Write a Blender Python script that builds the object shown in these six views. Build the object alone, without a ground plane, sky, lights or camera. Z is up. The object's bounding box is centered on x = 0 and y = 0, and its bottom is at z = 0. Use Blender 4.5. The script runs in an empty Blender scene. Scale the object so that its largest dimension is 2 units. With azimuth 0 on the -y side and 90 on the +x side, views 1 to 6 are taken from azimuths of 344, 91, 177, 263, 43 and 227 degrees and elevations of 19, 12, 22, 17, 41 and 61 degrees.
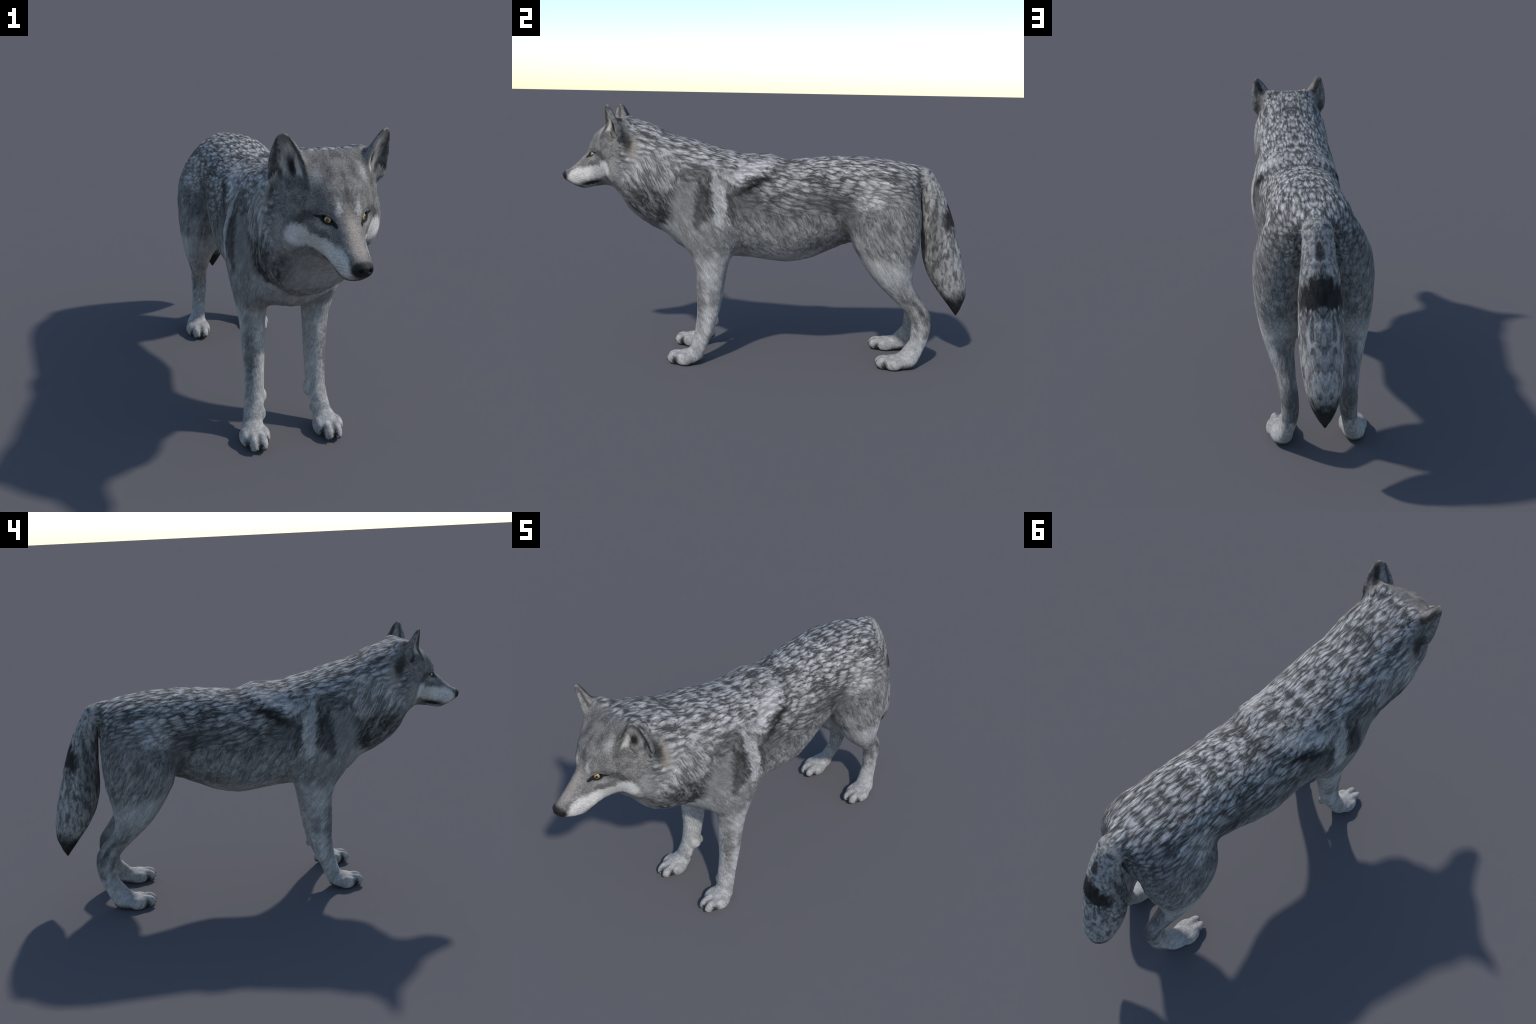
import bpy, bmesh, math, random
import numpy as np
from mathutils import Vector, Matrix

# ------------------------------------------------------------------ curves
def spline(xs, ys):
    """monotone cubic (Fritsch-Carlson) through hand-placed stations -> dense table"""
    xs = np.asarray(xs, float); ys = np.asarray(ys, float)
    o = np.argsort(xs); xs = xs[o]; ys = ys[o]
    h = np.diff(xs); d = np.diff(ys) / h
    m = np.zeros_like(xs)
    for i in range(1, len(xs) - 1):
        if d[i - 1] * d[i] > 0:
            w1 = 2 * h[i] + h[i - 1]; w2 = h[i] + 2 * h[i - 1]
            m[i] = (w1 + w2) / (w1 / d[i - 1] + w2 / d[i])
    m[0] = d[0]; m[-1] = d[-1]
    t = np.linspace(xs[0], xs[-1], 1500)
    k = np.clip(np.searchsorted(xs, t, side='right') - 1, 0, len(h) - 1)
    s = (t - xs[k]) / h[k]
    v = ((1 + 2 * s) * (1 - s) ** 2 * ys[k] + s * (1 - s) ** 2 * h[k] * m[k]
         + s * s * (3 - 2 * s) * ys[k + 1] + s * s * (s - 1) * h[k] * m[k + 1])
    return lambda q: np.interp(q, t, v)

def smin(a, b, k):
    h = np.clip(0.5 + 0.5 * (b - a) / k, 0, 1)
    return b + (a - b) * h - k * h * (1 - h)

def smax(a, b, k):
    return -smin(-a, -b, k)

def sstep(a, b, x):
    t = np.clip((x - a) / (b - a), 0, 1)
    return t * t * (3 - 2 * t)

def ellipsoid(P, c, r, rot=None):
    D = P - np.asarray(c, float)
    if rot is not None:
        D = D @ np.array(rot.to_matrix() if hasattr(rot, 'to_matrix') else rot)
    q = D / np.asarray(r, float)
    k0 = np.sqrt((q * q).sum(-1)); k1 = np.sqrt(((q / np.asarray(r)) ** 2).sum(-1)) + 1e-9
    return k0 * (k0 - 1) / k1

def capsule(P, a, b, ra, rb):
    a = np.asarray(a, float); b = np.asarray(b, float)
    d = b - a; t = np.clip(((P - a) @ d) / (d @ d), 0, 1)
    return np.linalg.norm(P - (a + t[:, None] * d), axis=1) - (ra + (rb - ra) * t)

# ------------------------------------------------------------------ stations
# along the body axis y: top height, bottom height, half width, height fraction of widest, upper / lower roundness
TRUNK = [
    (-0.755, 1.080, 0.880, 0.060, .50, 2.0, 2.0),
    (-0.730, 1.120, 0.835, 0.112, .50, 2.2, 2.2),
    (-0.700, 1.150, 0.797, 0.152, .50, 2.3, 2.3),
    (-0.660, 1.168, 0.740, 0.180, .50, 2.3, 2.4),
    (-0.600, 1.164, 0.688, 0.188, .53, 2.2, 2.3),
    (-0.550, 1.151, 0.656, 0.186, .55, 2.2, 2.2),
    (-0.490, 1.121, 0.625, 0.184, .56, 2.2, 2.1),
    (-0.430, 1.098, 0.570, 0.185, .57, 2.25, 2.2),
    (-0.380, 1.088, 0.548, 0.191, .55, 2.3, 2.5),
    (-0.330, 1.075, 0.544, 0.196, .52, 2.3, 2.6),
    (-0.250, 1.050, 0.536, 0.201, .50, 2.3, 2.4),
    (-0.180, 1.034, 0.518, 0.200, .50, 2.3, 2.15),
    (-0.100, 1.019, 0.515, 0.193, .50, 2.3, 2.05),
    ( 0.000, 1.022, 0.503, 0.187, .51, 2.35, 2.1),
    ( 0.100, 0.996, 0.494, 0.187, .51, 2.35, 2.15),
    ( 0.200, 1.004, 0.509, 0.182, .53, 2.35, 2.05),
    ( 0.300, 1.013, 0.549, 0.173, .55, 2.3, 1.9),
    ( 0.400, 1.016, 0.590, 0.171, .56, 2.3, 1.85),
    ( 0.500, 1.012, 0.605, 0.178, .56, 2.2, 2.0),
    ( 0.600, 1.001, 0.610, 0.172, .58, 2.1, 2.0),
    ( 0.680, 0.983, 0.600, 0.144, .62, 2.0, 2.0),
    ( 0.720, 0.968, 0.620, 0.108, .62, 2.0, 2.0),
    ( 0.745, 0.930, 0.700, 0.065, .55, 2.0, 2.0),
]
HEAD = [
    (-0.998, 0.910, 0.897, 0.010, .50, 2.0, 2.0),
    (-0.992, 0.915, 0.883, 0.022, .52, 2.3, 2.0),
    (-0.970, 0.927, 0.866, 0.033, .50, 2.3, 2.0),
    (-0.930, 0.957, 0.847, 0.042, .45, 2.3, 2.2),
    (-0.895, 0.992, 0.838, 0.049, .42, 2.2, 2.2),
    (-0.872, 1.016, 0.841, 0.053, .42, 2.2, 2.1),
    (-0.858, 1.042, 0.844, 0.057, .42, 2.5, 2.0),
    (-0.840, 1.090, 0.848, 0.069, .48, 2.7, 1.9),
    (-0.820, 1.117, 0.851, 0.085, .51, 2.7, 1.7),
    (-0.790, 1.141, 0.854, 0.107, .52, 2.6, 1.65),
    (-0.760, 1.162, 0.848, 0.129, .52, 2.6, 1.65),
    (-0.720, 1.179, 0.832, 0.148, .50, 2.8, 1.9),
    (-0.680, 1.180, 0.830, 0.152, .50, 2.8, 2.0),
    (-0.640, 1.172, 0.850, 0.145, .50, 2.4, 2.0),
    (-0.600, 1.150, 0.890, 0.120, .50, 2.0, 2.0),
    (-0.570, 1.100, 0.950, 0.060, .50, 2.0, 2.0),
]
# along the height z: front y, back y, inner x, outer x
FORELEG = [
    (0.020, -0.370, -0.318, 0.112, 0.176),
    (0.060, -0.368, -0.289, 0.108, 0.176),
    (0.090, -0.358, -0.276, 0.102, 0.172),
    (0.130, -0.346, -0.261, 0.092, 0.165),
    (0.180, -0.336, -0.242, 0.088, 0.160),
    (0.270, -0.328, -0.222, 0.084, 0.160),
    (0.370, -0.331, -0.207, 0.080, 0.165),
    (0.450, -0.330, -0.192, 0.077, 0.172),
    (0.520, -0.345, -0.170, 0.072, 0.185),
    (0.600, -0.385, -0.145, 0.060, 0.200),
    (0.700, -0.400, -0.130, 0.050, 0.209),
    (0.780, -0.385, -0.135, 0.040, 0.205),
    (0.850, -0.355, -0.155, 0.040, 0.178),
    (0.910, -0.310, -0.190, 0.040, 0.115),
    (0.940, -0.270, -0.230, 0.040, 0.060),
]
HINDLEG = [
    (0.015, 0.645, 0.742, 0.110, 0.180),
    (0.050, 0.650, 0.763, 0.106, 0.173),
    (0.090, 0.681, 0.783, 0.097, 0.160),
    (0.145, 0.717, 0.805, 0.087, 0.150),
    (0.210, 0.719, 0.815, 0.079, 0.149),
    (0.260, 0.698, 0.809, 0.081, 0.153),
    (0.310, 0.653, 0.780, 0.086, 0.164),
    (0.370, 0.590, 0.735, 0.086, 0.184),
    (0.430, 0.531, 0.707, 0.076, 0.205),
    (0.490, 0.484, 0.712, 0.042, 0.220),
    (0.550, 0.447, 0.722, 0.018, 0.230),
    (0.610, 0.416, 0.734, 0.016, 0.236),
    (0.690, 0.405, 0.739, 0.006, 0.238),
    (0.760, 0.422, 0.737, 0.002, 0.231),
    (0.830, 0.455, 0.722, 0.000, 0.208),
    (0.890, 0.495, 0.700, 0.000, 0.168),
    (0.930, 0.535, 0.678, 0.000, 0.115),
    (0.960, 0.585, 0.640, 0.000, 0.050),
]
TAIL = [
    (0.228, 0.957, 0.961, -0.003, 0.003),
    (0.260, 0.934, 0.977, -0.021, 0.021),
    (0.310, 0.896, 0.993, -0.048, 0.048),
    (0.340, 0.873, 0.999, -0.059, 0.059),
    (0.390, 0.836, 0.999, -0.071, 0.071),
    (0.460, 0.798, 0.986, -0.079, 0.079),
    (0.550, 0.772, 0.963, -0.084, 0.084),
    (0.620, 0.765, 0.943, -0.084, 0.084),
    (0.700, 0.762, 0.919, -0.080, 0.080),
    (0.780, 0.756, 0.889, -0.073, 0.073),
    (0.850, 0.746, 0.858, -0.063, 0.063),
    (0.900, 0.730, 0.829, -0.057, 0.057),
    (0.940, 0.712, 0.800, -0.051, 0.051),
    (0.962, 0.710, 0.774, -0.038, 0.038),
    (0.974, 0.710, 0.747, -0.015, 0.015),
]

def trunk_loft(st):
    st = np.array(st)
    y = st[:, 0]
    c = [spline(y, st[:, i]) for i in range(1, 7)]
    lo, hi = y[0], y[-1]
    def f(P):
        X, Y, Z = np.abs(P[:, 0]), P[:, 1], P[:, 2]
        yc = np.clip(Y, lo, hi)
        top, bot, W, m, nu, nl = [g(yc) for g in c]
        zm = bot + (top - bot) * m
        up = Z > zm
        H = np.where(up, top - zm, zm - bot)
        n = np.where(up, nu, nl)
        h = np.abs(Z - zm) / H
        q = ((X / W) ** n + h ** n) ** (1 / n)
        d = (q - 1) * np.minimum(W, H) 
        # true-ish distance in section: weight by direction
        w = (X / W) / (X / W + h + 1e-6)
        d = (q - 1) * (w * W + (1 - w) * H)
        out = np.maximum(lo - Y, Y - hi)
        return np.where(out > 0, np.sqrt(np.maximum(d, 0) ** 2 + out ** 2), np.maximum(d, out) if False else d)
    return f, lo, hi

def limb_loft(st, n=2.2):
    st = np.array(st)
    z = st[:, 0]
    c = [spline(z, st[:, i]) for i in range(1, 5)]
    lo, hi = z[0], z[-1]
    def f(P):
        X, Y, Z = np.abs(P[:, 0]), P[:, 1], P[:, 2]
        if st[0, 3] < 0: X = P[:, 0]
        zc = np.clip(Z, lo, hi)
        yf, yb, xi, xo = [g(zc) for g in c]
        A = (xo - xi) / 2; B = (yb - yf) / 2
        a = np.abs(X - (xi + xo) / 2) / A; b = np.abs(Y - (yf + yb) / 2) / B
        q = (a ** n + b ** n) ** (1 / n)
        w = a / (a + b + 1e-6)
        d = (q - 1) * (w * A + (1 - w) * B)
        out = np.maximum(lo - Z, Z - hi)
        return np.where(out > 0, np.sqrt(np.maximum(d, 0) ** 2 + out ** 2), d)
    return f

trunk_f, _, _ = trunk_loft(TRUNK)
head_f, _, _ = trunk_loft(HEAD)
fore_f = limb_loft(FORELEG)
hind_f = limb_loft(HINDLEG)
tail_f = limb_loft(TAIL, 2.0)

# toes: (centre, radii) of the x>0 paw; outward splay in radians
FORE_TOES = [((0.130, -0.428, 0.030), (0.0195, 0.043, 0.031), 0.02),
             ((0.165, -0.428, 0.030), (0.0195, 0.043, 0.031), -0.05),
             ((0.107, -0.388, 0.029), (0.018, 0.040, 0.030), 0.12),
             ((0.187, -0.388, 0.029), (0.018, 0.040, 0.030), -0.15)]
HIND_TOES = [((0.133, 0.590, 0.028), (0.021, 0.041, 0.030), 0.0),
             ((0.170, 0.590, 0.028), (0.021, 0.041, 0.030), -0.08),
             ((0.112, 0.630, 0.026), (0.018, 0.040, 0.028), 0.1),
             ((0.190, 0.630, 0.026), (0.018, 0.040, 0.028), -0.15)]

def rotz(a):
    c, s = math.cos(a), math.sin(a)
    return np.array([[c, -s, 0], [s, c, 0], [0, 0, 1.0]])

def paw(P, d, toes, pad, padr):
    g = ellipsoid(P, pad, padr)
    for c, r, a in toes:
        g = smin(g, ellipsoid(P, c, r, rotz(a)), 0.013)
    d = smin(d, g, 0.022)
    return d

# ear frame
EAR_B = np.array([0.120, -0.714, 1.070]); EAR_T = np.array([0.163, -0.742, 1.243])
EAR_U = EAR_T - EAR_B; EAR_L = np.linalg.norm(EAR_U); EAR_U = EAR_U / EAR_L
_s = np.array([0.83, 0.55, -0.08]); _s -= EAR_U * (_s @ EAR_U); EAR_S = _s / np.linalg.norm(_s)
EAR_N = np.cross(EAR_S, EAR_U)
ear_h = spline([-.3, 0, .2, .4, .6, .8, .9, .97, 1.0], [.015, .052, .062, .060, .051, .036, .026, .016, .009])
ear_d = spline([-.3, 0, .3, .6, .85, 1.0], [.036, .036, .033, .023, .011, .004])
ear_o = spline([-.3, 0, .3, .6, 1.0], [.004, .004, .004, .002, .0])     # sideways bow of the ear

def ear(P):
    D = P - EAR_B
    t = (D @ EAR_U) / EAR_L; a = D @ EAR_S - ear_o(np.clip(t, -.3, 1)); b = D @ EAR_N
    tc = np.clip(t, -.3, 1)
    h = ear_h(tc); dep = ear_d(tc)
    r = np.clip(np.abs(a) / h, 0, 1.3)
    bm = -dep * (1 - r ** 2) - 0.30 * np.clip(0.16 - t, 0, 1) ** 1.5                     # cupped sheet
    slope = 2 * dep * r / h
    th = 0.0048 + 0.0085 * np.clip(1 - t, 0, 1)
    sheet = np.abs(b - bm) / np.sqrt(1 + slope ** 2) - th
    edge = (np.abs(a) - h)
    d = smax(sheet, edge, 0.010)
    d = smax(d, (t - 1) * EAR_L, 0.004)
    d = np.where(t < -0.25, np.maximum(d, (-.25 - t) * EAR_L), d)
    return d

def frame(d, n):
    d = np.asarray(d, float); d = d / np.linalg.norm(d)
    n = np.asarray(n, float); n = n - d * (n @ d); n /= np.linalg.norm(n)
    return np.stack([d, n, np.cross(n, d)], 1)

EYE = np.array([0.0480, -0.8300, 1.0065]); EYE_R = 0.0165
EYE_FRAME = frame((0.034, 0.040, 0.018), (0.60, -0.76, 0.25))    # along the lids, outward, up
EYE_P = np.array([0.0570, -0.8420, 1.0090])

def body(P):
    """implicit surface of the whole animal, x mirrored"""
    A = P.copy(); A[:, 0] = np.abs(A[:, 0])
    d = trunk_f(A)
    n = len(P)
    # head
    s = A[:, 1] < -0.45
    if s.any():
        Q = A[s]
        h = head_f(Q)
        h = smin(h, ellipsoid(Q, (0.030, -0.842, 1.042), (0.022, 0.016, 0.022)), 0.02)     # brow
        h = smin(h, ellipsoid(Q, (0.0, -0.974, 0.901), (0.027, 0.025, 0.023)), 0.008)      # nose pad
        # eye: shallow basin, lid rims, almond opening
        h = smax(h, -ellipsoid(Q, EYE_P + 0.013 * EYE_FRAME[:, 1] , (0.034, 0.014, 0.016), EYE_FRAME), 0.012)
        lid = ellipsoid(Q, EYE_P - 0.009 * EYE_FRAME[:, 1], (0.026, 0.0165, 0.0170), EYE_FRAME)
        h = smin(h, lid, 0.006)
        h = smax(h, -ellipsoid(Q, EYE_P + 0.002 * EYE_FRAME[:, 1], (0.0185, 0.014, 0.0078), EYE_FRAME), 0.003)
        # nostril, mouth cleft behind the lip
        h = smax(h, -ellipsoid(Q, (0.014, -0.996, 0.898), (0.006, 0.010, 0.006)), 0.004)
        h = smax(h, -ellipsoid(Q, (0.060, -0.850, 0.866), (0.012, 0.048, 0.009), frame((0, 1, .32), (1, 0, 0))[:, [1, 0, 2]]), 0.008)
        dd = smin(d[s], h, 0.03)
        dd = smin(dd, ellipsoid(Q, (0.102, -0.700, 0.955), (0.066, 0.066, 0.095)), 0.03)    # cheek ruff
        dd = smin(dd, ellipsoid(Q, (0.094, -0.690, 1.125), (0.055, 0.042, 0.062)), 0.03)    # ear root
        e = ear(Q)
        dd = smin(dd, e, 0.022)
        # ear canal
        dd = smax(dd, -ellipsoid(Q, EAR_B + 0.052 * EAR_U - 0.002 * EAR_N + 0.006 * EAR_S, (0.024, 0.014, 0.036), frame(EAR_S, EAR_N)), 0.018)
        d[s] = dd
    # forelegs
    s = (A[:, 2] < 0.95) & (A[:, 1] < 0.0) & (A[:, 1] > -0.6)
    if s.any():
        Q = A[s]
        k = 0.012 + 0.045 * sstep(0.3, 0.6, Q[:, 2])
        g = fore_f(Q)
        low = Q[:, 2] < 0.2
        if low.any():
            R = Q[low]
            gg = paw(R, g[low], FORE_TOES, (0.147, -0.362, 0.036), (0.046, 0.060, 0.036))
            gg = smin(gg, ellipsoid(R, (0.104, -0.255, 0.140), (0.015, 0.015, 0.020)), 0.022)
            gg = smin(gg, ellipsoid(R, (0.088, -0.290, 0.146), (0.012, 0.020, 0.022)), 0.018)  # carpal pad
            gg = smin(gg, ellipsoid(R, (0.101, -0.330, 0.088), (0.011, 0.013, 0.019)), 0.020)  # dew claw
            g[low] = gg
        d[s] = smin(d[s], g, k)
    # hind legs
    s = (A[:, 1] > 0.3)
    if s.any():
        Q = A[s]
        g = hind_f(Q)
        low = Q[:, 2] < 0.2
        if low.any():
            g[low] = paw(Q[low], g[low], HIND_TOES, (0.150, 0.665, 0.033), (0.048, 0.075, 0.034))
        # hollow between shin and heel tendon, either side
        for x0, x1 in ((0.186, 0.153), (0.066, 0.074)):
            g = smax(g, -capsule(Q, (x0, 0.694, 0.372), (x1, 0.768, 0.262), 0.002, 0.007), 0.014)
        dd = smin(d[s], g, 0.04)
        # cleft on either side of the tail root
        dd = smax(dd, -capsule(Q, (0.064, 0.742, 0.895), (0.076, 0.752, 0.70), 0.017, 0.014), 0.016)
        t = tail_f(Q)
        t = smin(t, capsule(Q, (0, 0.62, 0.925), (0, 0.755, 0.918), 0.05, 0.05), 0.02)
        dd = smin(dd, t, 0.010 + 0.02 * sstep(0.86, 0.93, Q[:, 2]))
        d[s] = dd
    # flat soles
    d = smax(d, -A[:, 2] + 0.0005, 0.006)
    return d

# ------------------------------------------------------------------ surface nets
def surface_nets(f, lo, hi, h):
    n = np.ceil((hi - lo) / h).astype(int) + 1
    ax = [lo[i] + h * np.arange(n[i]) for i in range(3)]
    V = np.empty(n, np.float32)
    for i in range(n[0]):                      # slab by slab
        Y, Z = np.meshgrid(ax[1], ax[2], indexing='ij')
        P = np.stack([np.full(Y.size, ax[0][i]), Y.ravel(), Z.ravel()], 1)
        V[i] = f(P).reshape(n[1], n[2])
    S = V < 0
    cs = np.zeros(n - 1, np.int8)
    corners = [(i, j, k) for i in (0, 1) for j in (0, 1) for k in (0, 1)]
    for i, j, k in corners:
        cs += S[i:n[0] - 1 + i, j:n[1] - 1 + j, k:n[2] - 1 + k]
    act = (cs > 0) & (cs < 8)
    idx = -np.ones(n - 1, np.int64)
    C = np.argwhere(act); idx[act] = np.arange(len(C))
    acc = np.zeros((len(C), 3)); cnt = np.zeros(len(C))
    for a in corners:
        for b in corners:
            d = np.subtract(b, a)
            if d.sum() == 1 and (d >= 0).all():
                va = V[C[:, 0] + a[0], C[:, 1] + a[1], C[:, 2] + a[2]]
                vb = V[C[:, 0] + b[0], C[:, 1] + b[1], C[:, 2] + b[2]]
                m = (va < 0) != (vb < 0)
                t = np.where(m, va / np.where(m, va - vb, 1), 0)
                acc[m] += (np.asarray(a) + t[:, None] * d)[m]; cnt[m] += 1
    verts = lo + h * (C + acc / cnt[:, None])
    quads = []
    for ax_ in range(3):
        o = [(1, 2), (2, 0), (0, 1)][ax_]
        sl0 = [slice(1, n[i] - 1) for i in range(3)]; sl0[ax_] = slice(0, n[ax_] - 1)
        sl1 = list(sl0); sl1[ax_] = slice(1, n[ax_])
        s0 = S[tuple(sl0)]; s1 = S[tuple(sl1)]
        E = np.argwhere(s0 != s1); flip = s0[s0 != s1]
        E = E + [1 if i != ax_ else 0 for i in range(3)]
        u = np.zeros(3, int); v = np.zeros(3, int); u[o[0]] = 1; v[o[1]] = 1
        g = lambda D: idx[tuple((E - D).T)]
        q = np.stack([g(u + v), g(v), g(0 * u), g(u)], 1)
        q[~flip] = q[~flip][:, ::-1]
        quads.append(q)
    return verts, np.concatenate(quads)

def subdivide(V, Q):
    """linear quad split"""
    n = len(V); m = len(Q)
    E = np.sort(np.stack([Q, np.roll(Q, -1, 1)], 2).reshape(-1, 2), 1)
    key = E[:, 0] * n + E[:, 1]
    uk, inv = np.unique(key, return_inverse=True)
    ev = (V[uk // n] + V[uk % n]) / 2
    fv = V[Q].mean(1)
    e = inv.reshape(m, 4) + n; c = np.arange(m) + n + len(uk)
    out = np.concatenate([np.stack([Q[:, i], e[:, i], c, e[:, (i + 3) % 4]], 1) for i in range(4)])
    return np.concatenate([V, ev, fv]), out

def gradient(f, P, e=0.0012):
    return np.stack([(f(P + np.eye(3)[i] * e) - f(P - np.eye(3)[i] * e)) / (2 * e) for i in range(3)], 1)

def project(f, V, steps=2, lim=0.004):
    for _ in range(steps):
        g = gradient(f, V); d = f(V)
        s = d / np.maximum((g * g).sum(1), 0.15)
        V = V - g * np.clip(s, -lim, lim)[:, None]
    return V

def relax(V, Q, it, lam=0.5):
    n = len(V)
    a = Q.ravel(); b = np.roll(Q, -1, 1).ravel()
    deg = np.bincount(a, minlength=n) + np.bincount(b, minlength=n)
    for _ in range(it):
        S = np.stack([np.bincount(a, V[b, i], n) + np.bincount(b, V[a, i], n) for i in range(3)], 1)
        V = V + lam * (S / deg[:, None] - V)
    return V

def build_surface(h=0.005):
    V, Q = surface_nets(body, np.array([-0.262, -1.02, -0.012]), np.array([0.262, 1.015, 1.262]), h)
    V = relax(V, Q, 2); V = project(body, V, 2)
    V, Q = subdivide(V, Q)
    V = relax(V, Q, 2); V = project(body, V, 2)
    V = relax(V, Q, 1, 0.4)
    return V, Q

def value_noise(P, seed):
    """smooth lattice noise in -1..1"""
    rng = np.random.default_rng(seed); T = rng.uniform(-1, 1, 4096); perm = rng.permutation(4096)
    I = np.floor(P).astype(np.int64); F = P - I; F = F * F * (3 - 2 * F)
    out = np.zeros(len(P))
    for dx in (0, 1):
        for dy in (0, 1):
            for dz in (0, 1):
                h = perm[(perm[(perm[(I[:, 0] + dx) % 4096] + I[:, 1] + dy) % 4096] + I[:, 2] + dz) % 4096]
                w = (F[:, 0] if dx else 1 - F[:, 0]) * (F[:, 1] if dy else 1 - F[:, 1]) * (F[:, 2] if dz else 1 - F[:, 2])
                out += w * T[h]
    return out

def fur_relief(V, N):
    """raised, combed clumps in the ruff, shoulder, flank, thigh and tail, and the overhanging shoulder edge"""
    A = V.copy(); A[:, 0] = np.abs(A[:, 0])
    X, Y, Z = A.T
    def combed(deg, wide, long):
        c, s = math.cos(math.radians(deg)), math.sin(math.radians(deg))
        along = Y * c - Z * s; up = Y * s + Z * c
        warp = 0.4 * value_noise(A * 14, 5)
        return np.stack([X / wide + warp, along / long, up / wide + warp], 1) + 50
    hang = value_noise(combed(58, .020, .085), 11) + .5 * value_noise(combed(58, .010, .050), 12)
    back = value_noise(combed(10, .018, .050), 13) + .5 * value_noise(combed(10, .010, .034), 14)
    m = np.clip(sstep(.86, .74, Z) + sstep(.18, .10, np.hypot(Y + .52, Z - .87)), 0, 1)
    d = back * (1 - m) + hang * m
    amp = 0.0016 * sstep(.42, .55, Z) + 0.0012 * sstep(.22, .10, np.hypot(Y + .53, Z - .88))      # fuller in the ruff
    amp = np.where((Y > .76) & (X < .09), 0.0016, amp)
    amp = amp * sstep(-.745, -.66, Y)
    # shoulder edge: from (-.15, .83) up and back to (.06, .95)
    u = ((Y + .15) * .868 + (Z - .83) * .496); v = (-(Y + .15) * .496 + (Z - .83) * .868)
    edge = 0.007 * sstep(-.006, .010, v) * sstep(.075, .012, v) * sstep(-.02, .04, u) * sstep(.27, .20, u) * sstep(.07, .12, X)
    edge *= 1 + .6 * hang
    return V + N * (amp * d + edge)[:, None]

def lean(V):
    """the head is held a few millimetres to the animal's right"""
    V = V.copy(); V[:, 0] -= 0.006 * sstep(-0.1, -0.85, V[:, 1])
    return V
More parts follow.
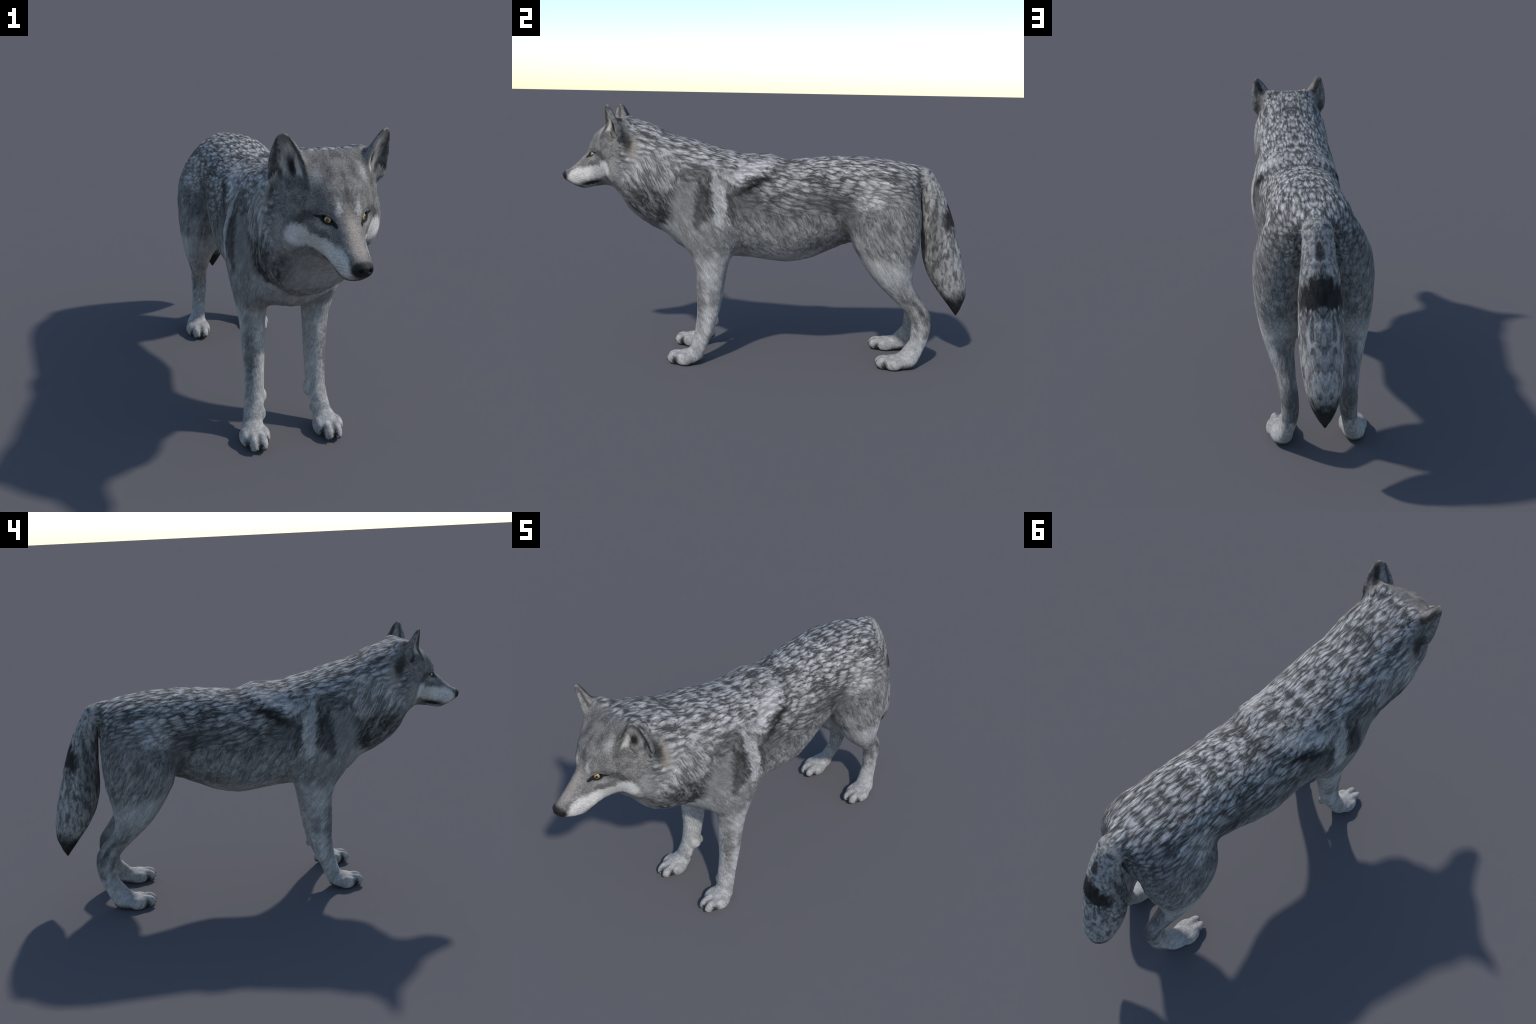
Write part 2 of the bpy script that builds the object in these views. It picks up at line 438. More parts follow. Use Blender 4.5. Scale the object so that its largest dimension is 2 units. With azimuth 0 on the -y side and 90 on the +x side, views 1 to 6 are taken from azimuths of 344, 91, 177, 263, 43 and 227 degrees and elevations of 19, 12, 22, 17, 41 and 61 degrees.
# ------------------------------------------------------------------ materials
class Nodes:
    """tiny helper that wires shader nodes and returns sockets"""
    def __init__(self, name):
        self.mat = bpy.data.materials.new(name); self.mat.use_nodes = True
        self.t = self.mat.node_tree
        self.bsdf = self.t.nodes['Principled BSDF']
    def new(self, kind, **kw):
        n = self.t.nodes.new(kind)
        for k, v in kw.items(): setattr(n, k, v)
        return n
    def put(self, sock, v):
        if isinstance(v, bpy.types.NodeSocket): self.t.links.new(v, sock)
        elif isinstance(v, (tuple, list)) and len(v) == 3 and sock.type == 'RGBA': sock.default_value = (*v, 1)
        else: sock.default_value = v
    def math(self, op, a, b=0.0, c=None, clamp=False):
        n = self.new('ShaderNodeMath', operation=op, use_clamp=clamp)
        self.put(n.inputs[0], a); self.put(n.inputs[1], b)
        if c is not None: self.put(n.inputs[2], c)
        return n.outputs[0]
    def vec(self, op, a, b=(0, 0, 0)):
        n = self.new('ShaderNodeVectorMath', operation=op)
        self.put(n.inputs[0], a)
        if op == 'SCALE': self.put(n.inputs['Scale'], b)
        elif op not in ('LENGTH', 'ABSOLUTE', 'NORMALIZE'): self.put(n.inputs[1], b)
        return n.outputs['Value'] if op in ('LENGTH', 'DOT_PRODUCT', 'DISTANCE') else n.outputs['Vector']
    def rot(self, v, ang, axis='X_AXIS', center=(0, 0, 0)):
        n = self.new('ShaderNodeVectorRotate', rotation_type=axis)
        self.put(n.inputs['Vector'], v); n.inputs['Angle'].default_value = ang; n.inputs['Center'].default_value = center
        return n.outputs[0]
    def noise(self, v, scale, detail=2.0, rough=.5, dist=0.0, color=False):
        n = self.new('ShaderNodeTexNoise')
        self.put(n.inputs['Vector'], v); n.inputs['Scale'].default_value = scale
        n.inputs['Detail'].default_value = detail; n.inputs['Roughness'].default_value = rough
        n.inputs['Distortion'].default_value = dist
        return n.outputs['Color' if color else 'Fac']
    def voronoi(self, v, scale, rnd=1.0, feature='F1'):
        n = self.new('ShaderNodeTexVoronoi', feature=feature)
        self.put(n.inputs['Vector'], v); n.inputs['Scale'].default_value = scale; n.inputs['Randomness'].default_value = rnd
        return n.outputs
    def ramp(self, v, a, b, lo=0.0, hi=1.0, smooth=True):
        n = self.new('ShaderNodeMapRange', interpolation_type='SMOOTHSTEP' if smooth else 'LINEAR')
        self.put(n.inputs['Value'], v)
        for i, q in zip((1, 2, 3, 4), (a, b, lo, hi)): self.put(n.inputs[i], q)
        return n.outputs[0]
    def mix(self, a, b, f):
        n = self.new('ShaderNodeMix', data_type='RGBA')
        self.put(n.inputs[0], f); self.put(n.inputs[6], a); self.put(n.inputs[7], b)
        return n.outputs[2]
    def fmix(self, a, b, f):
        n = self.new('ShaderNodeMix', data_type='FLOAT')
        self.put(n.inputs[0], f); self.put(n.inputs[2], a); self.put(n.inputs[3], b)
        return n.outputs[0]
    def sep(self, v):
        n = self.new('ShaderNodeSeparateXYZ'); self.put(n.inputs[0], v); return n.outputs
    def comb(self, x, y, z):
        n = self.new('ShaderNodeCombineXYZ')
        for i, q in enumerate((x, y, z)): self.put(n.inputs[i], q)
        return n.outputs[0]
    def blob(self, P, c, r, ang=0.0, soft=.35, axis='X_AXIS'):
        """soft ellipsoidal patch around c; None in c/r ignores that axis"""
        cc = tuple(0 if q is None else q for q in c)
        inv = tuple(0 if q is None else 1 / q for q in r)
        v = self.vec('SUBTRACT', P, cc)
        if ang: v = self.rot(v, -math.radians(ang), axis)
        v = self.vec('MULTIPLY', v, inv)
        return self.ramp(self.vec('LENGTH', v), 1 + soft, 1 - soft)
    def mul(self, *a):
        o = a[0]
        for q in a[1:]: o = self.math('MULTIPLY', o, q)
        return o
    def grey(self, v):
        return self.comb(v, v, v)

def fur_material():
    N = Nodes('wolf_fur')
    tc = N.new('ShaderNodeTexCoord').outputs['Object']
    x, y, z = N.sep(tc)[:3]
    x = N.math('ADD', x, N.ramp(y, -0.1, -0.85, 0, 0.006))
    ax = N.math('ABSOLUTE', x)
    P = N.comb(ax, y, z)                              # the coat is the same left and right

    # --- fur flow: three combed coordinate sets (long axis along Y of the set)
    def comb_set(ang, long):
        v = N.rot(P, math.radians(ang))
        return N.vec('MULTIPLY', v, (1, long, 1))
    wob = N.vec('SCALE', N.vec('SUBTRACT', N.noise(P, 14, 2, color=True), (.5, .5, .5)), 0.030)
    PW = N.vec('ADD', P, wob)
    def combw(ang, long):
        v = N.rot(PW, math.radians(ang))
        return N.vec('MULTIPLY', v, (1, long, 1))
    back = combw(10, .28)      # along the back, a little downward
    hang = combw(58, .26)      # ruff, flank and thigh fur hanging backward and down
    # tufts: overlapping locks, pale toward the tip, with dark gaps under them
    def locks(v, scale, rnd=.72):
        vo = N.voronoi(v, scale, rnd)
        off = N.vec('SCALE', N.vec('SUBTRACT', v, vo['Position']), scale)
        along = N.sep(off)[1]
        n = N.math('MULTIPLY', N.math('SUBTRACT', N.noise(v, scale * 2.2, 3, .65), .5), .65)
        body = N.ramp(N.math('ADD', vo['Distance'], n), .82, .12)
        tip = N.ramp(along, -.45, .40)
        tone = N.ramp(N.sep(vo['Color'])[0], 0, 1, .72, 1.0, False)
        return N.mul(body, N.math('ADD', N.math('MULTIPLY', tip, .45), .55), tone)
    def streaks(v, scale):
        return N.math('SUBTRACT', N.noise(v, scale, 3, .6, .3), .5)
    fine_b = streaks(combw(12, .13), 150)
    fine_h = streaks(combw(62, .12), 140)
    tuft_b = N.math('ADD', N.math('MULTIPLY', locks(back, 58), 1.12), N.math('ADD', N.math('MULTIPLY', fine_b, 1.6), N.math('MULTIPLY', streaks(back, 22), .25)), clamp=True)
    tuft_h = N.math('ADD', N.math('MULTIPLY', locks(hang, 40), .62), N.math('ADD', N.math('MULTIPLY', fine_h, 1.9), N.math('ADD', N.math('MULTIPLY', streaks(hang, 26), 1.0), .12)), clamp=True)
    # fine hair grain
    hair_b = N.noise(comb_set(12, .10), 420, 2, .6)
    hair_h = N.noise(comb_set(62, .09), 420, 2, .6)
    hair_l = N.noise(comb_set(90, .12), 380, 2, .6)
    patch = N.noise(P, 9, 3, .6)                      # slow tone drift
    big = N.noise(PW, 22, 2, .5)

    # ragged coordinates for the edges of the markings, combed the same way
    rag_b = N.vec('SCALE', N.vec('SUBTRACT', N.noise(comb_set(42, .28), 62, 3, color=True), (.5, .5, .5)), 0.070)
    R = N.vec('ADD', P, rag_b)
    rag_s = N.vec('SCALE', N.vec('SUBTRACT', N.noise(comb_set(30, .25), 130, 3, color=True), (.5, .5, .5)), 0.024)
    F = N.vec('ADD', P, rag_s)                        # small raggedness, for the face

    rx, ry, rz = N.sep(R)[:3]
    S = lambda c, r, ang=0, soft=.4: N.blob(R, (None, c[0], c[1]), (None, r[0], r[1]), ang, soft)      # side patch
    H = lambda c, r, ang=0, soft=.35, axis='X_AXIS': N.blob(F, c, r, ang, soft, axis)                   # face patch

    # where the fur hangs: throat ruff, shoulder, lower flank, thigh
    m_hang = N.math('MAXIMUM', N.ramp(rz, .82, .70), N.math('MAXIMUM', S((-.52, .86), (.16, .16)), N.math('MAXIMUM', S((-.24, .80), (.14, .16)), S((.63, .68), (.15, .14)))))
    m_leg = N.ramp(rz, .56, .44)
    tuft = N.fmix(tuft_b, tuft_h, m_hang)
    hair = N.fmix(N.fmix(hair_b, hair_h, m_hang), hair_l, m_leg)

    # --- tone: dark and pale ends of the tuft contrast, by region
    lo = 0.048; hi = 0.44
    def region(lo, hi, m, l, h):
        return N.fmix(lo, l, m), N.fmix(hi, h, m)
    # flank, lower trunk
    m = N.ramp(rz, .93, .84); lo, hi = region(lo, hi, m, .050, .30)
    m = N.ramp(rz, .76, .66); lo, hi = region(lo, hi, m, .12, .35)
    m = N.ramp(rz, .60, .52); lo, hi = region(lo, hi, m, .28, .46)  # belly colour lightened to offset its shading on the underside
    # nape and neck
    m = N.math('MULTIPLY', N.ramp(ry, -.30, -.42), N.ramp(rz, .84, .94)); lo, hi = region(lo, hi, m, .055, .42)
    lo, hi = region(lo, hi, S((-.55, .950), (.12, .11)), .11, .56)
    # shoulder
    lo, hi = region(lo, hi, S((-.385, .77), (.085, .12), -20), .15, .25)
    lo, hi = region(lo, hi, S((-.33, .62), (.12, .10)), .16, .30)
    lo, hi = region(lo, hi, S((-.455, .650), (.05, .06), 30), .26, .40)
    lo, hi = region(lo, hi, S((-.215, .80), (.034, .13), 10), .24, .58)
    lo, hi = region(lo, hi, N.mul(S((-.07, .958), (.13, .034), 22), N.ramp(ax, .07, .13)), .22, .56)
    lo, hi = region(lo, hi, S((-.335, .935), (.07, .035), 10), .05, .20)
    lo, hi = region(lo, hi, S((-.292, .835), (.030, .10), -8, .85), .022, .075)
    lo, hi = region(lo, hi, S((-.308, .745), (.022, .055), -8, .6), .04, .10)
    lo, hi = region(lo, hi, S((-.09, .825), (.07, .06)), .06, .17)
    lo, hi = region(lo, hi, S((-.025, .905), (.125, .025), 30, .7), .014, .040)
    lo, hi = region(lo, hi, N.mul(S((-.163, .78), (.014, .075), 10, .6), .8), .04, .10)
    # flank band, hip, haunch
    lo, hi = region(lo, hi, S((.30, .805), (.18, .045), -4, .6), .045, .17)
    lo, hi = region(lo, hi, S((.10, .90), (.09, .04), -25, .5), .06, .40)
    lo, hi = region(lo, hi, S((.405, .74), (.045, .09), -10, .6), .075, .19)
    lo, hi = region(lo, hi, S((.49, .85), (.07, .075), 0, .5), .13, .46)
    lo, hi = region(lo, hi, S((.67, .86), (.06, .09), 20, .6), .05, .26)
    lo, hi = region(lo, hi, S((.64, .66), (.10, .13), 20, .6), .09, .33)
    # throat
    lo, hi = region(lo, hi, N.blob(R, (.155, -.555, .785), (.115, .115, .085), -20, .4), .028, .28)
    lo, hi = region(lo, hi, N.mul(N.blob(R, (.15, -.60, .825), (.08, .04, .035), -20, .5), .8), .018, .08)
    lo, hi = region(lo, hi, N.mul(N.blob(R, (.15, -.495, .735), (.09, .028, .05), 15, .5), .8), .018, .08)
    lo, hi = region(lo, hi, N.mul(N.ramp(ax, .115, .06), S((-.70, .79), (.11, .09), -40)), .24, .38)

    # --- legs
    fore = N.mul(N.ramp(rz, .555, .47), N.ramp(y, .1, .0))
    lo, hi = region(lo, hi, fore, .28, .48)
    lo, hi = region(lo, hi, N.mul(fore, N.blob(R, (.158, -.318, .33), (.03, .030, .15), 0, .5)), .13, .27)
    lo, hi = region(lo, hi, N.mul(fore, N.blob(R, (.150, -.245, .33), (.03, .03, .05), 0, .5)), .17, .30)
    hind = N.mul(N.ramp(rz, .46, .36), N.ramp(y, .3, .4))
    lo, hi = region(lo, hi, hind, .15, .38)
    shin = N.mul(N.ramp(y, .36, .40), N.blob(R, (.13, .560, .455), (.13, .022, .19), 38, .5))
    lo, hi = region(lo, hi, N.mul(shin, .8), .32, .46)
    inner = N.mul(N.ramp(N.math('SUBTRACT', ax, N.math('MULTIPLY', N.math('SUBTRACT', z, .30), .10)), .115, .085), N.ramp(rz, .66, .56), N.ramp(y, .72, .62), N.ramp(y, .38, .46))
    lo, hi = region(lo, hi, inner, .30, .44)
    for c, r, a in (((.155, .725, .325), (.03, .012, .05), 38), ((.15, .765, .27), (.03, .012, .045), 38), ((.15, .735, .225), (.03, .012, .04), 20),
                    ((.14, .785, .14), (.03, .014, .05), -18), ((.16, .655, .36), (.03, .012, .04), 40), ((.10, .80, .23), (.03, .014, .07), 5)):
        lo, hi = region(lo, hi, N.mul(N.blob(F, c, r, a, .6), .8), .07, .16)
    lo, hi = region(lo, hi, N.mul(N.math('MAXIMUM', N.blob(R, (.105, .800, .230), (.040, .030, .11), 8, .6), N.blob(R, (.110, .735, .40), (.05, .030, .10), 30, .6)), .8), .08, .20)
    feet = N.ramp(rz, .17, .11)
    lo, hi = region(lo, hi, feet, .24, .44)
    # dark hair between the toes, on the claws' roots and at the heel pads
    toes = None
    for c, r in (((.1475, -.455, .022), (.009, .034, .034)), ((.112, -.430, .016), (.013, .018, .032)), ((.184, -.430, .016), (.014, .018, .032)),
                 ((.1515, .566, .018), (.009, .034, .028)), ((.117, .590, .014), (.013, .018, .027)), ((.188, .590, .014), (.014, .018, .027)),
                 ((.130, -.470, .006), (.016, .016, .014)), ((.165, -.470, .006), (.016, .016, .014)),
                 ((.133, .550, .006), (.016, .016, .014)), ((.170, .550, .006), (.016, .016, .014)),
                 ((.150, -.315, .012), (.05, .03, .016)), ((.145, .715, .012), (.05, .06, .018)),
                 ((.118, -.243, .128), (.012, .014, .010)), ((.088, -.325, .078), (.008, .010, .010))):
        b = N.blob(F, c, r, 0, .5)
        toes = b if toes is None else N.math('MAXIMUM', toes, b)
    lo, hi = region(lo, hi, toes, .018, .05)

    # --- tail
    tail = N.mul(N.ramp(y, .72, .77), N.ramp(ax, .095, .085), N.ramp(z, .20, .22))
    tail = N.mul(tail, N.ramp(N.math('SUBTRACT', y, N.math('MULTIPLY', N.math('SUBTRACT', .8, z), .10)), .735, .765))
    chev = N.noise(N.vec('MULTIPLY', N.comb(N.math('ADD', ax, 0), y, N.math('SUBTRACT', z, N.math('MULTIPLY', ax, .9))), (1, 1, .42)), 52, 3, .55, .5)
    tuft = N.fmix(tuft, N.math('ADD', N.math('MULTIPLY', N.ramp(chev, .34, .66), .75), N.math('MULTIPLY', tuft, .25)), tail)
    lo, hi = region(lo, hi, tail, .075, .40)
    lo, hi = region(lo, hi, N.mul(tail, N.blob(N.vec('ADD', R, N.comb(0, 0, N.math('MULTIPLY', N.math('SUBTRACT', N.noise(N.vec('MULTIPLY', P, (1, 1, .12)), 60, 2), .5), .13))), (0, .895, .735), (.13, .060, .065), -15, .35)), .014, .03)
    lo, hi = region(lo, hi, N.mul(tail, N.blob(R, (0, .845, .885), (.022, .05, .035), 0, .5)), .03, .08)
    lo, hi = region(lo, hi, N.mul(tail, N.ramp(N.math('ADD', rz, N.math('MULTIPLY', ry, -.25)), .150, .065)), .014, .03)
    lo, hi = region(lo, hi, N.mul(tail, N.ramp(ax, .06, .075), N.ramp(y, .88, .80)), .05, .18)

    # --- head
    hd = N.ramp(N.math('ADD', ry, N.math('MULTIPLY', N.math('SUBTRACT', rz, .8), .08)), -.655, -.715)
    hd = N.math('MAXIMUM', hd, N.math('MAXIMUM', N.blob(F, (.160, -.690, 1.150), (.055, .045, .095), 0, .4), N.blob(F, (.165, -.645, 1.075), (.05, .035, .055), 0, .4)))
    grain = N.noise(N.vec('MULTIPLY', N.rot(F, math.radians(35)), (1, .45, 1)), 210, 3, .6)
    smudge = N.noise(N.vec('MULTIPLY', N.rot(F, math.radians(-40)), (1, .5, 1)), 46, 3, .6, .6)
    tuft = N.fmix(tuft, N.math('ADD', N.math('MULTIPLY', N.ramp(grain, .3, .7), .5), N.math('MULTIPLY', N.ramp(smudge, .35, .65), .5)), hd)
    lo, hi = region(lo, hi, hd, .075, .235)
    lo, hi = region(lo, hi, H((.0, -.735, 1.17), (.07, .035, .05), 0, .6), .06, .20)
    lo, hi = region(lo, hi, H((.03, -.81, 1.085), (.03, .035, .04), 0, .6), .11, .26)
    lo, hi = region(lo, hi, H((.070, -.775, 1.110), (.026, .022, .030), 25, .6), .20, .40)      # pale forehead spots
    lo, hi = region(lo, hi, N.mul(H((0, -.83, 1.10), (.007, .06, .07), 30, .7), .85), .045, .12)
    lo, hi = region(lo, hi, N.mul(H((.047, -.80, 1.135), (.016, .05, .016), 35, .7), .8), .05, .12)   # brow furrow
    lo, hi = region(lo, hi, N.mul(H((.098, -.765, 1.105), (.014, .03, .045), 30, .7), .85), .035, .10)
    lo, hi = region(lo, hi, H((.125, -.71, .93), (.06, .045, .055), 0, .6), .18, .42)             # rear cheek
    lo, hi = region(lo, hi, H((.095, -.775, 1.000), (.045, .060, .016), -32, .6), .035, .09)     # dark line from the eye back
    lo, hi = region(lo, hi, H((.12, -.745, .962), (.04, .016, .028), 20, .6), .06, .13)
    lo, hi = region(lo, hi, H((.036, -.878, .982), (.03, .036, .020), 40, .6), .10, .24)          # grey side of the bridge
    white = N.math('MAXIMUM', H((.07, -.845, .917), (.06, .108, .034), 13, .25),
                   N.math('MAXIMUM', H((.045, -.920, .900), (.05, .052, .034), 35, .35), H((.11, -.765, .945), (.06, .034, .038), 0, .3)))
    lo, hi = region(lo, hi, white, .48, .60)
    lo, hi = region(lo, hi, H((.029, -.852, 1.036), (.010, .016, .022), 25, .55), .40, .56)       # pale brow spot
    lo, hi = region(lo, hi, H((.066, -.830, .990), (.024, .026, .008), 20, .6), .22, .34)        # pale under the eye
    lo, hi = region(lo, hi, H((.07, -.838, .968), (.03, .036, .009), 8, .6), .10, .20)          # grey below that
    lo, hi = region(lo, hi, N.mul(N.ramp(ax, .135, .085), S((-.69, .79), (.12, .085), -40)), .22, .38)
    chin = N.mul(N.ramp(rz, .858, .848), N.ramp(ry, -.72, -.76))
    lo, hi = region(lo, hi, chin, .26, .36)

    val = N.fmix(lo, hi, tuft)
    val = N.math('MULTIPLY', val, N.ramp(patch, .25, .75, .82, 1.18, False))
    val = N.math('MULTIPLY', val, N.ramp(hair, .25, .75, .70, 1.30, False))
    # tint: pale hair is neutral, dark hair a trifle warm
    col = N.vec('MULTIPLY', N.grey(val), (1.015, .985, .950))
    warm = N.vec('MULTIPLY', N.grey(val), (1.10, .98, .86))
    bridge = H((0, -.918, .985), (.024, .082, .026), 43, .5)
    col = N.mix(col, warm, N.math('MULTIPLY', hd, .35))
    col = N.mix(col, N.vec('MULTIPLY', N.comb(.34, .29, .25), N.grey(N.ramp(grain, .3, .7, .75, 1.15))), N.mul(bridge, .85))
    col = N.mix(col, N.vec('MULTIPLY', N.comb(.25, .208, .172), N.grey(N.ramp(hair, .3, .7, .75, 1.2))), N.mul(N.blob(F, (.17, -.622, 1.035), (.06, .022, .055), 0, .6), .75))
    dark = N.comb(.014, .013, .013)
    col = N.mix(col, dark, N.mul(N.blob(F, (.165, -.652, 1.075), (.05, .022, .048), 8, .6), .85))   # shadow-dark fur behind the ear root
    # ears: dark rim and back stripe, pale cup with a dark hollow
    D = N.vec('SUBTRACT', P, tuple(EAR_B))
    t = N.math('DIVIDE', N.vec('DOT_PRODUCT', D, tuple(EAR_U)), EAR_L)
    L = N.comb(N.vec('DOT_PRODUCT', D, tuple(EAR_S)), N.math('MULTIPLY', t, .17), N.vec('DOT_PRODUCT', D, tuple(EAR_N)))
    ehair = N.noise(N.vec('MULTIPLY', L, (1, .16, 1)), 420, 2, .6)
    esm = N.noise(N.vec('MULTIPLY', L, (1, .5, 1)), 60, 2, .6)
    Lw = N.vec('ADD', L, N.vec('SCALE', N.vec('SUBTRACT', N.noise(N.vec('MULTIPLY', L, (1, .3, 1)), 150, 2, color=True), (.5, .5, .5)), .012))
    aw, tw, bw = N.sep(Lw)[:3]; b0 = N.sep(L)[2]
    hw = N.ramp(t, 0, 1, .066, .014, False)
    er = N.math('DIVIDE', aw, hw)
    mid = N.math('MULTIPLY', N.ramp(t, 0, 1, -.046, -.004, False), N.math('SUBTRACT', 1, N.math('MULTIPLY', er, er)))
    front = N.ramp(N.math('SUBTRACT', b0, mid), -.002, .005)
    rim = N.ramp(N.math('ABSOLUTE', er), .84, 1.0)
    bk = N.fmix(N.ramp(esm, .3, .7, .11, .24), .028, N.mul(N.ramp(N.math('ABSOLUTE', N.math('SUBTRACT', aw, .012)), .022, .006), N.ramp(t, .38, .52), N.ramp(t, .98, .85)))
    bk = N.fmix(bk, .03, N.mul(N.ramp(er, .35, .75), N.ramp(t, .55, .25)))
    cup = N.fmix(N.ramp(esm, .3, .7, .28, .48), .022, N.blob(Lw, (-.006, .062, -.03), (.014, .042, .06), 0, .6))
    cup = N.fmix(cup, .05, N.blob(Lw, (.034, .035, -.02), (.008, .03, .06), 0, .6))
    cup = N.fmix(cup, .40, N.blob(Lw, (-.034, .068, -.01), (.012, .035, .05), 0, .6))
    cup = N.fmix(cup, .17, N.ramp(t, .70, .95))
    ev = N.fmix(bk, cup, front)
    ev = N.fmix(ev, .055, N.mul(rim, N.ramp(t, .25, .55), .8))
    ev = N.math('MULTIPLY', ev, N.ramp(ehair, .25, .75, .65, 1.35, False))
    em = N.mul(N.ramp(tw, .020, .055), N.ramp(N.math('ABSOLUTE', N.math('SUBTRACT', b0, mid)), .040, .026), N.ramp(N.math('ABSOLUTE', er), 1.35, 1.15), N.ramp(y, -.58, -.64), N.ramp(ax, .05, .075))
    # the crown and the forehead in front of the ear root stay head-coloured
    em = N.mul(em, N.math('MAXIMUM', N.ramp(t, .55, .75), N.math('MAXIMUM', N.math('SUBTRACT', 1, front), N.ramp(er, -.95, -.70))))
    col = N.mix(col, N.vec('MULTIPLY', N.grey(ev), (1.06, .98, .90)), em)
    # eye liner, tear mark
    for c, r, a in (((.0575, -.842, 1.0085), (.026, .026, .0112), 24), ((.043, -.861, .998), (.015, .018, .0050), 36), ((.074, -.812, 1.017), (.016, .026, .0050), 10)):
        col = N.mix(col, dark, N.blob(P, c, r, a, .25))
    # nose leather, lips, whisker rows
    nose = N.math('MAXIMUM', N.blob(P, (0, -.985, .899), (.040, .025, .024), 20, .2), N.blob(P, (0, -.985, .875), (.012, .03, .02), 0, .3))
    col = N.mix(col, dark, nose)
    lip = N.math('MAXIMUM', N.blob(F, (.050, -.852, .868), (.030, .052, .0085), 14, .3), N.blob(F, (.0, -.915, .840), (.06, .075, .012), -12, .4))
    col = N.mix(col, dark, N.mul(lip, .95))
    for dz in (0, .009, .018):
        w = N.blob(P, (.04, -.915, .878 + dz), (.04, .030, .0019), -10, .6)
        dots = N.ramp(N.noise(P, 190, 2), .35, .55)
        col = N.mix(col, N.comb(.12, .115, .11), N.mul(w, dots, .55))

    N.put(N.bsdf.inputs['Base Color'], col)
    N.put(N.bsdf.inputs['Roughness'], N.math('SUBTRACT', .82, N.math('MULTIPLY', nose, .42)))
    N.bsdf.inputs['Specular IOR Level'].default_value = .18
    # bump from tufts and hairs
    bmp = N.new('ShaderNodeBump'); bmp.inputs['Strength'].default_value = .42; bmp.inputs['Distance'].default_value = .006
    hgt = N.math('ADD', N.math('MULTIPLY', tuft, N.fmix(.8, .35, N.math('MAXIMUM', hd, m_leg))), N.math('MULTIPLY', hair, .22))
    N.put(bmp.inputs['Height'], hgt)
    N.put(N.bsdf.inputs['Normal'], bmp.outputs[0])
    return N.mat

def eye_material():
    N = Nodes('amber_eye')
    tc = N.new('ShaderNodeTexCoord').outputs['Object']        # gaze along +Z of the eyeball
    x, y, z = N.sep(tc)[:3]
    rad = N.vec('LENGTH', N.comb(x, y, 0))
    rad = N.math('DIVIDE', rad, EYE_R)
    ang = N.noise(N.vec('NORMALIZE', N.comb(x, y, 0)), 6, 3)
    amber = N.mix((.46, .32, .11), (.30, .19, .055), N.ramp(ang, .35, .65))
    amber = N.mix((.22, .11, .03), amber, N.ramp(rad, .26, .42))
    col = N.mix((.004, .004, .004), amber, N.ramp(rad, .22, .27))
    col = N.mix(col, (.012, .010, .008), N.ramp(rad, .56, .70))
    N.put(N.bsdf.inputs['Base Color'], col)
    N.bsdf.inputs['Roughness'].default_value = .12; N.bsdf.inputs['Coat Weight'].default_value = .6
    return N.mat

def claw_material():
    N = Nodes('dark_claw')
    tc = N.new('ShaderNodeTexCoord').outputs['Object']
    n = N.noise(tc, 120, 2)
    N.put(N.bsdf.inputs['Base Color'], N.mix((.02, .018, .016), (.07, .062, .055), N.ramp(n, .3, .7)))
    N.bsdf.inputs['Roughness'].default_value = .45
    return N.mat
# ------------------------------------------------------------------ assembly
def classify(C):
    """region index of each face centre (animal before the head lean)"""
    A = C.copy(); A[:, 0] = np.abs(A[:, 0])
    X, Y, Z = A.T
    lab = np.full(len(C), 2)                                   # torso
    lab[Y < -0.43 + 0.35 * (Z - 0.6)] = 1                      # neck
    lab[Y < -0.700 + 0.24 * (Z - 0.80)] = 0                    # head
    e = ear(A); t = ((A - EAR_B) @ EAR_U) / EAR_L
    lab[(lab <= 1) & (t > 0.10) & (e < 0.004) & (Z > 1.075) & (X > 0.05) & ((head_f(A) > 0.004) | (t > .75))] = 3
    lab[(Y < -0.955) & (ellipsoid(A, (0, -0.985, 0.897), (0.040, 0.024, 0.026)) < 0)] = 4
    lab[(lab == 2) & (Y < -0.05) & (Z < 0.545)& (X > 0.045) & (fore_f(A) < 0.02)] = 5
    lab[(lab == 2) & (Y > 0.33) & (Z < 0.66) & (X > 0.02) & (hind_f(A) < 0.02)] = 6
    lab[(Y > 0.74) & (tail_f(A) < 0.006) & (Z < 0.93) & (X < 0.085)] = 7
    lab[(lab == 5) & (Z < 0.085)] = 8                          # fore paw
    lab[(lab == 6) & (Z < 0.075)] = 9                          # hind paw
    return lab

def tidy(lab, Q, n, it=6):
    """majority smoothing of the labels across shared vertices, so borders run clean"""
    K = lab.max() + 1
    for _ in range(it):
        v = np.zeros((n, K))
        for i in range(4): np.add.at(v, (Q[:, i], lab), 1)
        f = v[Q].sum(1); f[np.arange(len(lab)), lab] += 2
        lab = f.argmax(1)
    return lab

def part_mesh(name, V, NRM, Q, mat):
    used, inv = np.unique(Q, return_inverse=True)
    q = inv.reshape(Q.shape).astype(np.int32)
    me = bpy.data.meshes.new(name)
    me.vertices.add(len(used)); me.loops.add(q.size); me.polygons.add(len(q))
    me.vertices.foreach_set('co', V[used].astype(np.float32).ravel())
    me.loops.foreach_set('vertex_index', q.ravel())
    me.polygons.foreach_set('loop_start', np.arange(0, q.size, 4, dtype=np.int32))
    me.polygons.foreach_set('use_smooth', np.ones(len(q), bool))
    me.update(calc_edges=True); me.validate()
    me.materials.append(mat)
    me.normals_split_custom_set_from_vertices(NRM[used].astype(np.float32).tolist())
    return me

def vertex_normals(V, Q):
    n = np.cross(V[Q[:, 2]] - V[Q[:, 0]], V[Q[:, 3]] - V[Q[:, 1]])
    out = np.zeros_like(V)
    for i in range(4):
        for k in range(3): out[:, k] += np.bincount(Q[:, i], n[:, k], len(V))
    return out / np.maximum(np.linalg.norm(out, axis=1, keepdims=True), 1e-12)

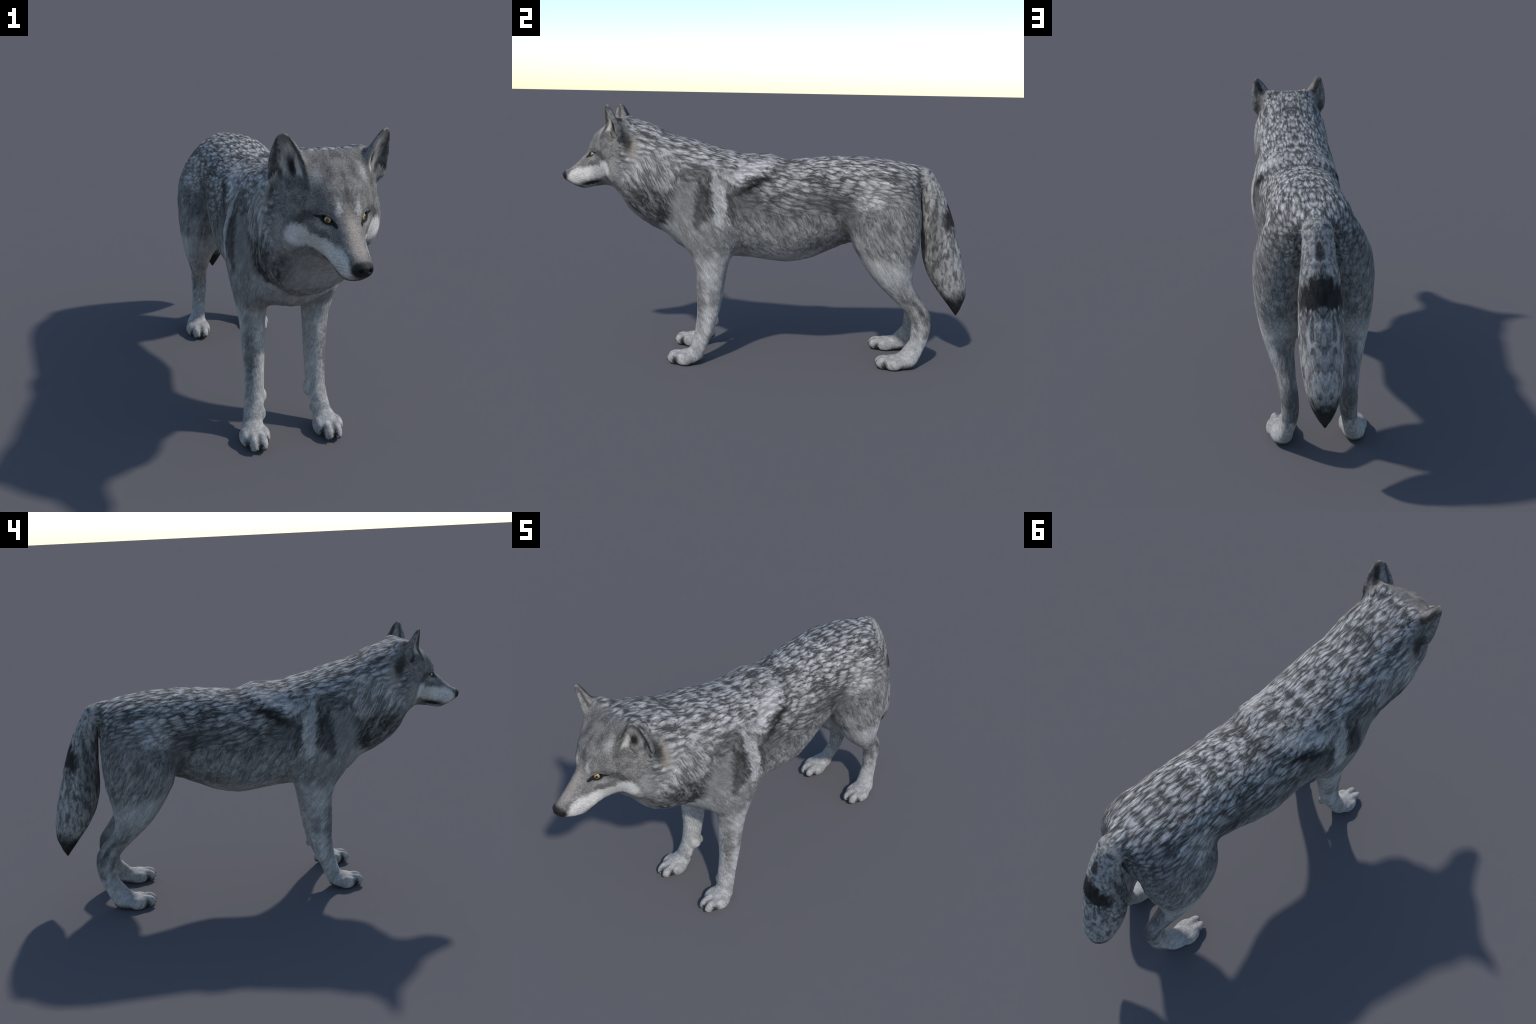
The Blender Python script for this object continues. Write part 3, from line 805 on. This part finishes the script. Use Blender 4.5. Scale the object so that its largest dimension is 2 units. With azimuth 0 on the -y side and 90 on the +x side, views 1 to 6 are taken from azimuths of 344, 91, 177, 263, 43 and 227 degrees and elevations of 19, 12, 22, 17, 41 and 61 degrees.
def add(name, me, parent):
    o = bpy.data.objects.new(name, me); bpy.context.collection.objects.link(o)
    o.parent = parent
    return o

def claw_mesh(mat):
    """tapered, downward-curved nail along -Y"""
    bm = bmesh.new(); rings = []
    for i in range(7):
        t = i / 6
        c = Vector((0, -0.019 * t, -0.005 * t * t)); r = 0.0068 * (1 - t) ** .7 + 0.0006
        rings.append([bm.verts.new(c + Vector((r * .8 * math.cos(a), 0, r * math.sin(a)))) for a in [k * math.tau / 10 for k in range(10)]])
    for a, b in zip(rings, rings[1:]):
        for k in range(10): bm.faces.new((a[k], a[(k + 1) % 10], b[(k + 1) % 10], b[k]))
    bm.faces.new(rings[0][::-1]); bm.faces.new(rings[-1])
    bmesh.ops.recalc_face_normals(bm, faces=bm.faces)
    me = bpy.data.meshes.new('claw'); bm.to_mesh(me); bm.free()
    for p in me.polygons: p.use_smooth = True
    me.materials.append(mat)
    return me

def eye_mesh(mat):
    bm = bmesh.new(); bmesh.ops.create_uvsphere(bm, u_segments=48, v_segments=32, radius=EYE_R)
    for v in bm.verts:                                   # slight cornea bulge
        if v.co.z > .6 * EYE_R: v.co.z += .10 * (v.co.z - .6 * EYE_R)
    me = bpy.data.meshes.new('eye'); bm.to_mesh(me); bm.free()
    for p in me.polygons: p.use_smooth = True
    me.materials.append(mat)
    return me

def build():
    V, Q = build_surface(0.005)
    C = V[Q].mean(1)
    lab = tidy(classify(C), Q, len(V))
    side = C[:, 0] > 0
    V = lean(fur_relief(V, vertex_normals(V, Q)))
    NRM = vertex_normals(V, Q)
    fur = fur_material(); eyem = eye_material(); clawm = claw_material()

    wolf = bpy.data.objects.new('wolf', None); bpy.context.collection.objects.link(wolf)
    wolf['label'] = 'standing grey wolf with mottled grey and white fur'
    wolf['category'] = 'wolf'
    def region(name, sel, parent=wolf, mat=fur):
        return add(name, part_mesh(name, V, NRM, Q[sel], mat), parent)
    head = region('head', lab == 0)
    region('neck', lab == 1); region('torso', lab == 2); region('tail', lab == 7)
    region('nose', lab == 4, head)
    claw = claw_mesh(clawm); ball = eye_mesh(eyem)
    for sd in (1, -1):
        on = side if sd > 0 else ~side
        region('ear', (lab == 3) & on, head)
        for leg, a, b, toes, name in (('foreleg', 5, 8, FORE_TOES, 'fore'), ('hindleg', 6, 9, HIND_TOES, 'hind')):
            limb = region(leg, (lab == a) & on)
            region('paw', (lab == b) & on, limb)
            for c, r, ang in toes:
                o = add('claw', claw, limb)
                tip = np.array([0, -r[1] * .66, -r[2] * .05])
                p = np.array(c) + rotz(ang) @ tip
                o.location = (p[0] * sd, p[1], max(p[2], .012)); o.rotation_euler = (0.10, 0, ang * sd)
        n = EYE_FRAME[:, 1] * np.array([sd, 1, 1])
        c = EYE_P - 0.0135 * EYE_FRAME[:, 1]
        c = lean(np.array([[c[0] * sd, c[1], c[2]]]))[0]
        e = add('eye', ball, head); e.location = c
        gaze = Vector((n[0], n[1] - .10, n[2] - .10))
        e.rotation_euler = gaze.to_track_quat('Z', 'Y').to_euler()
build()
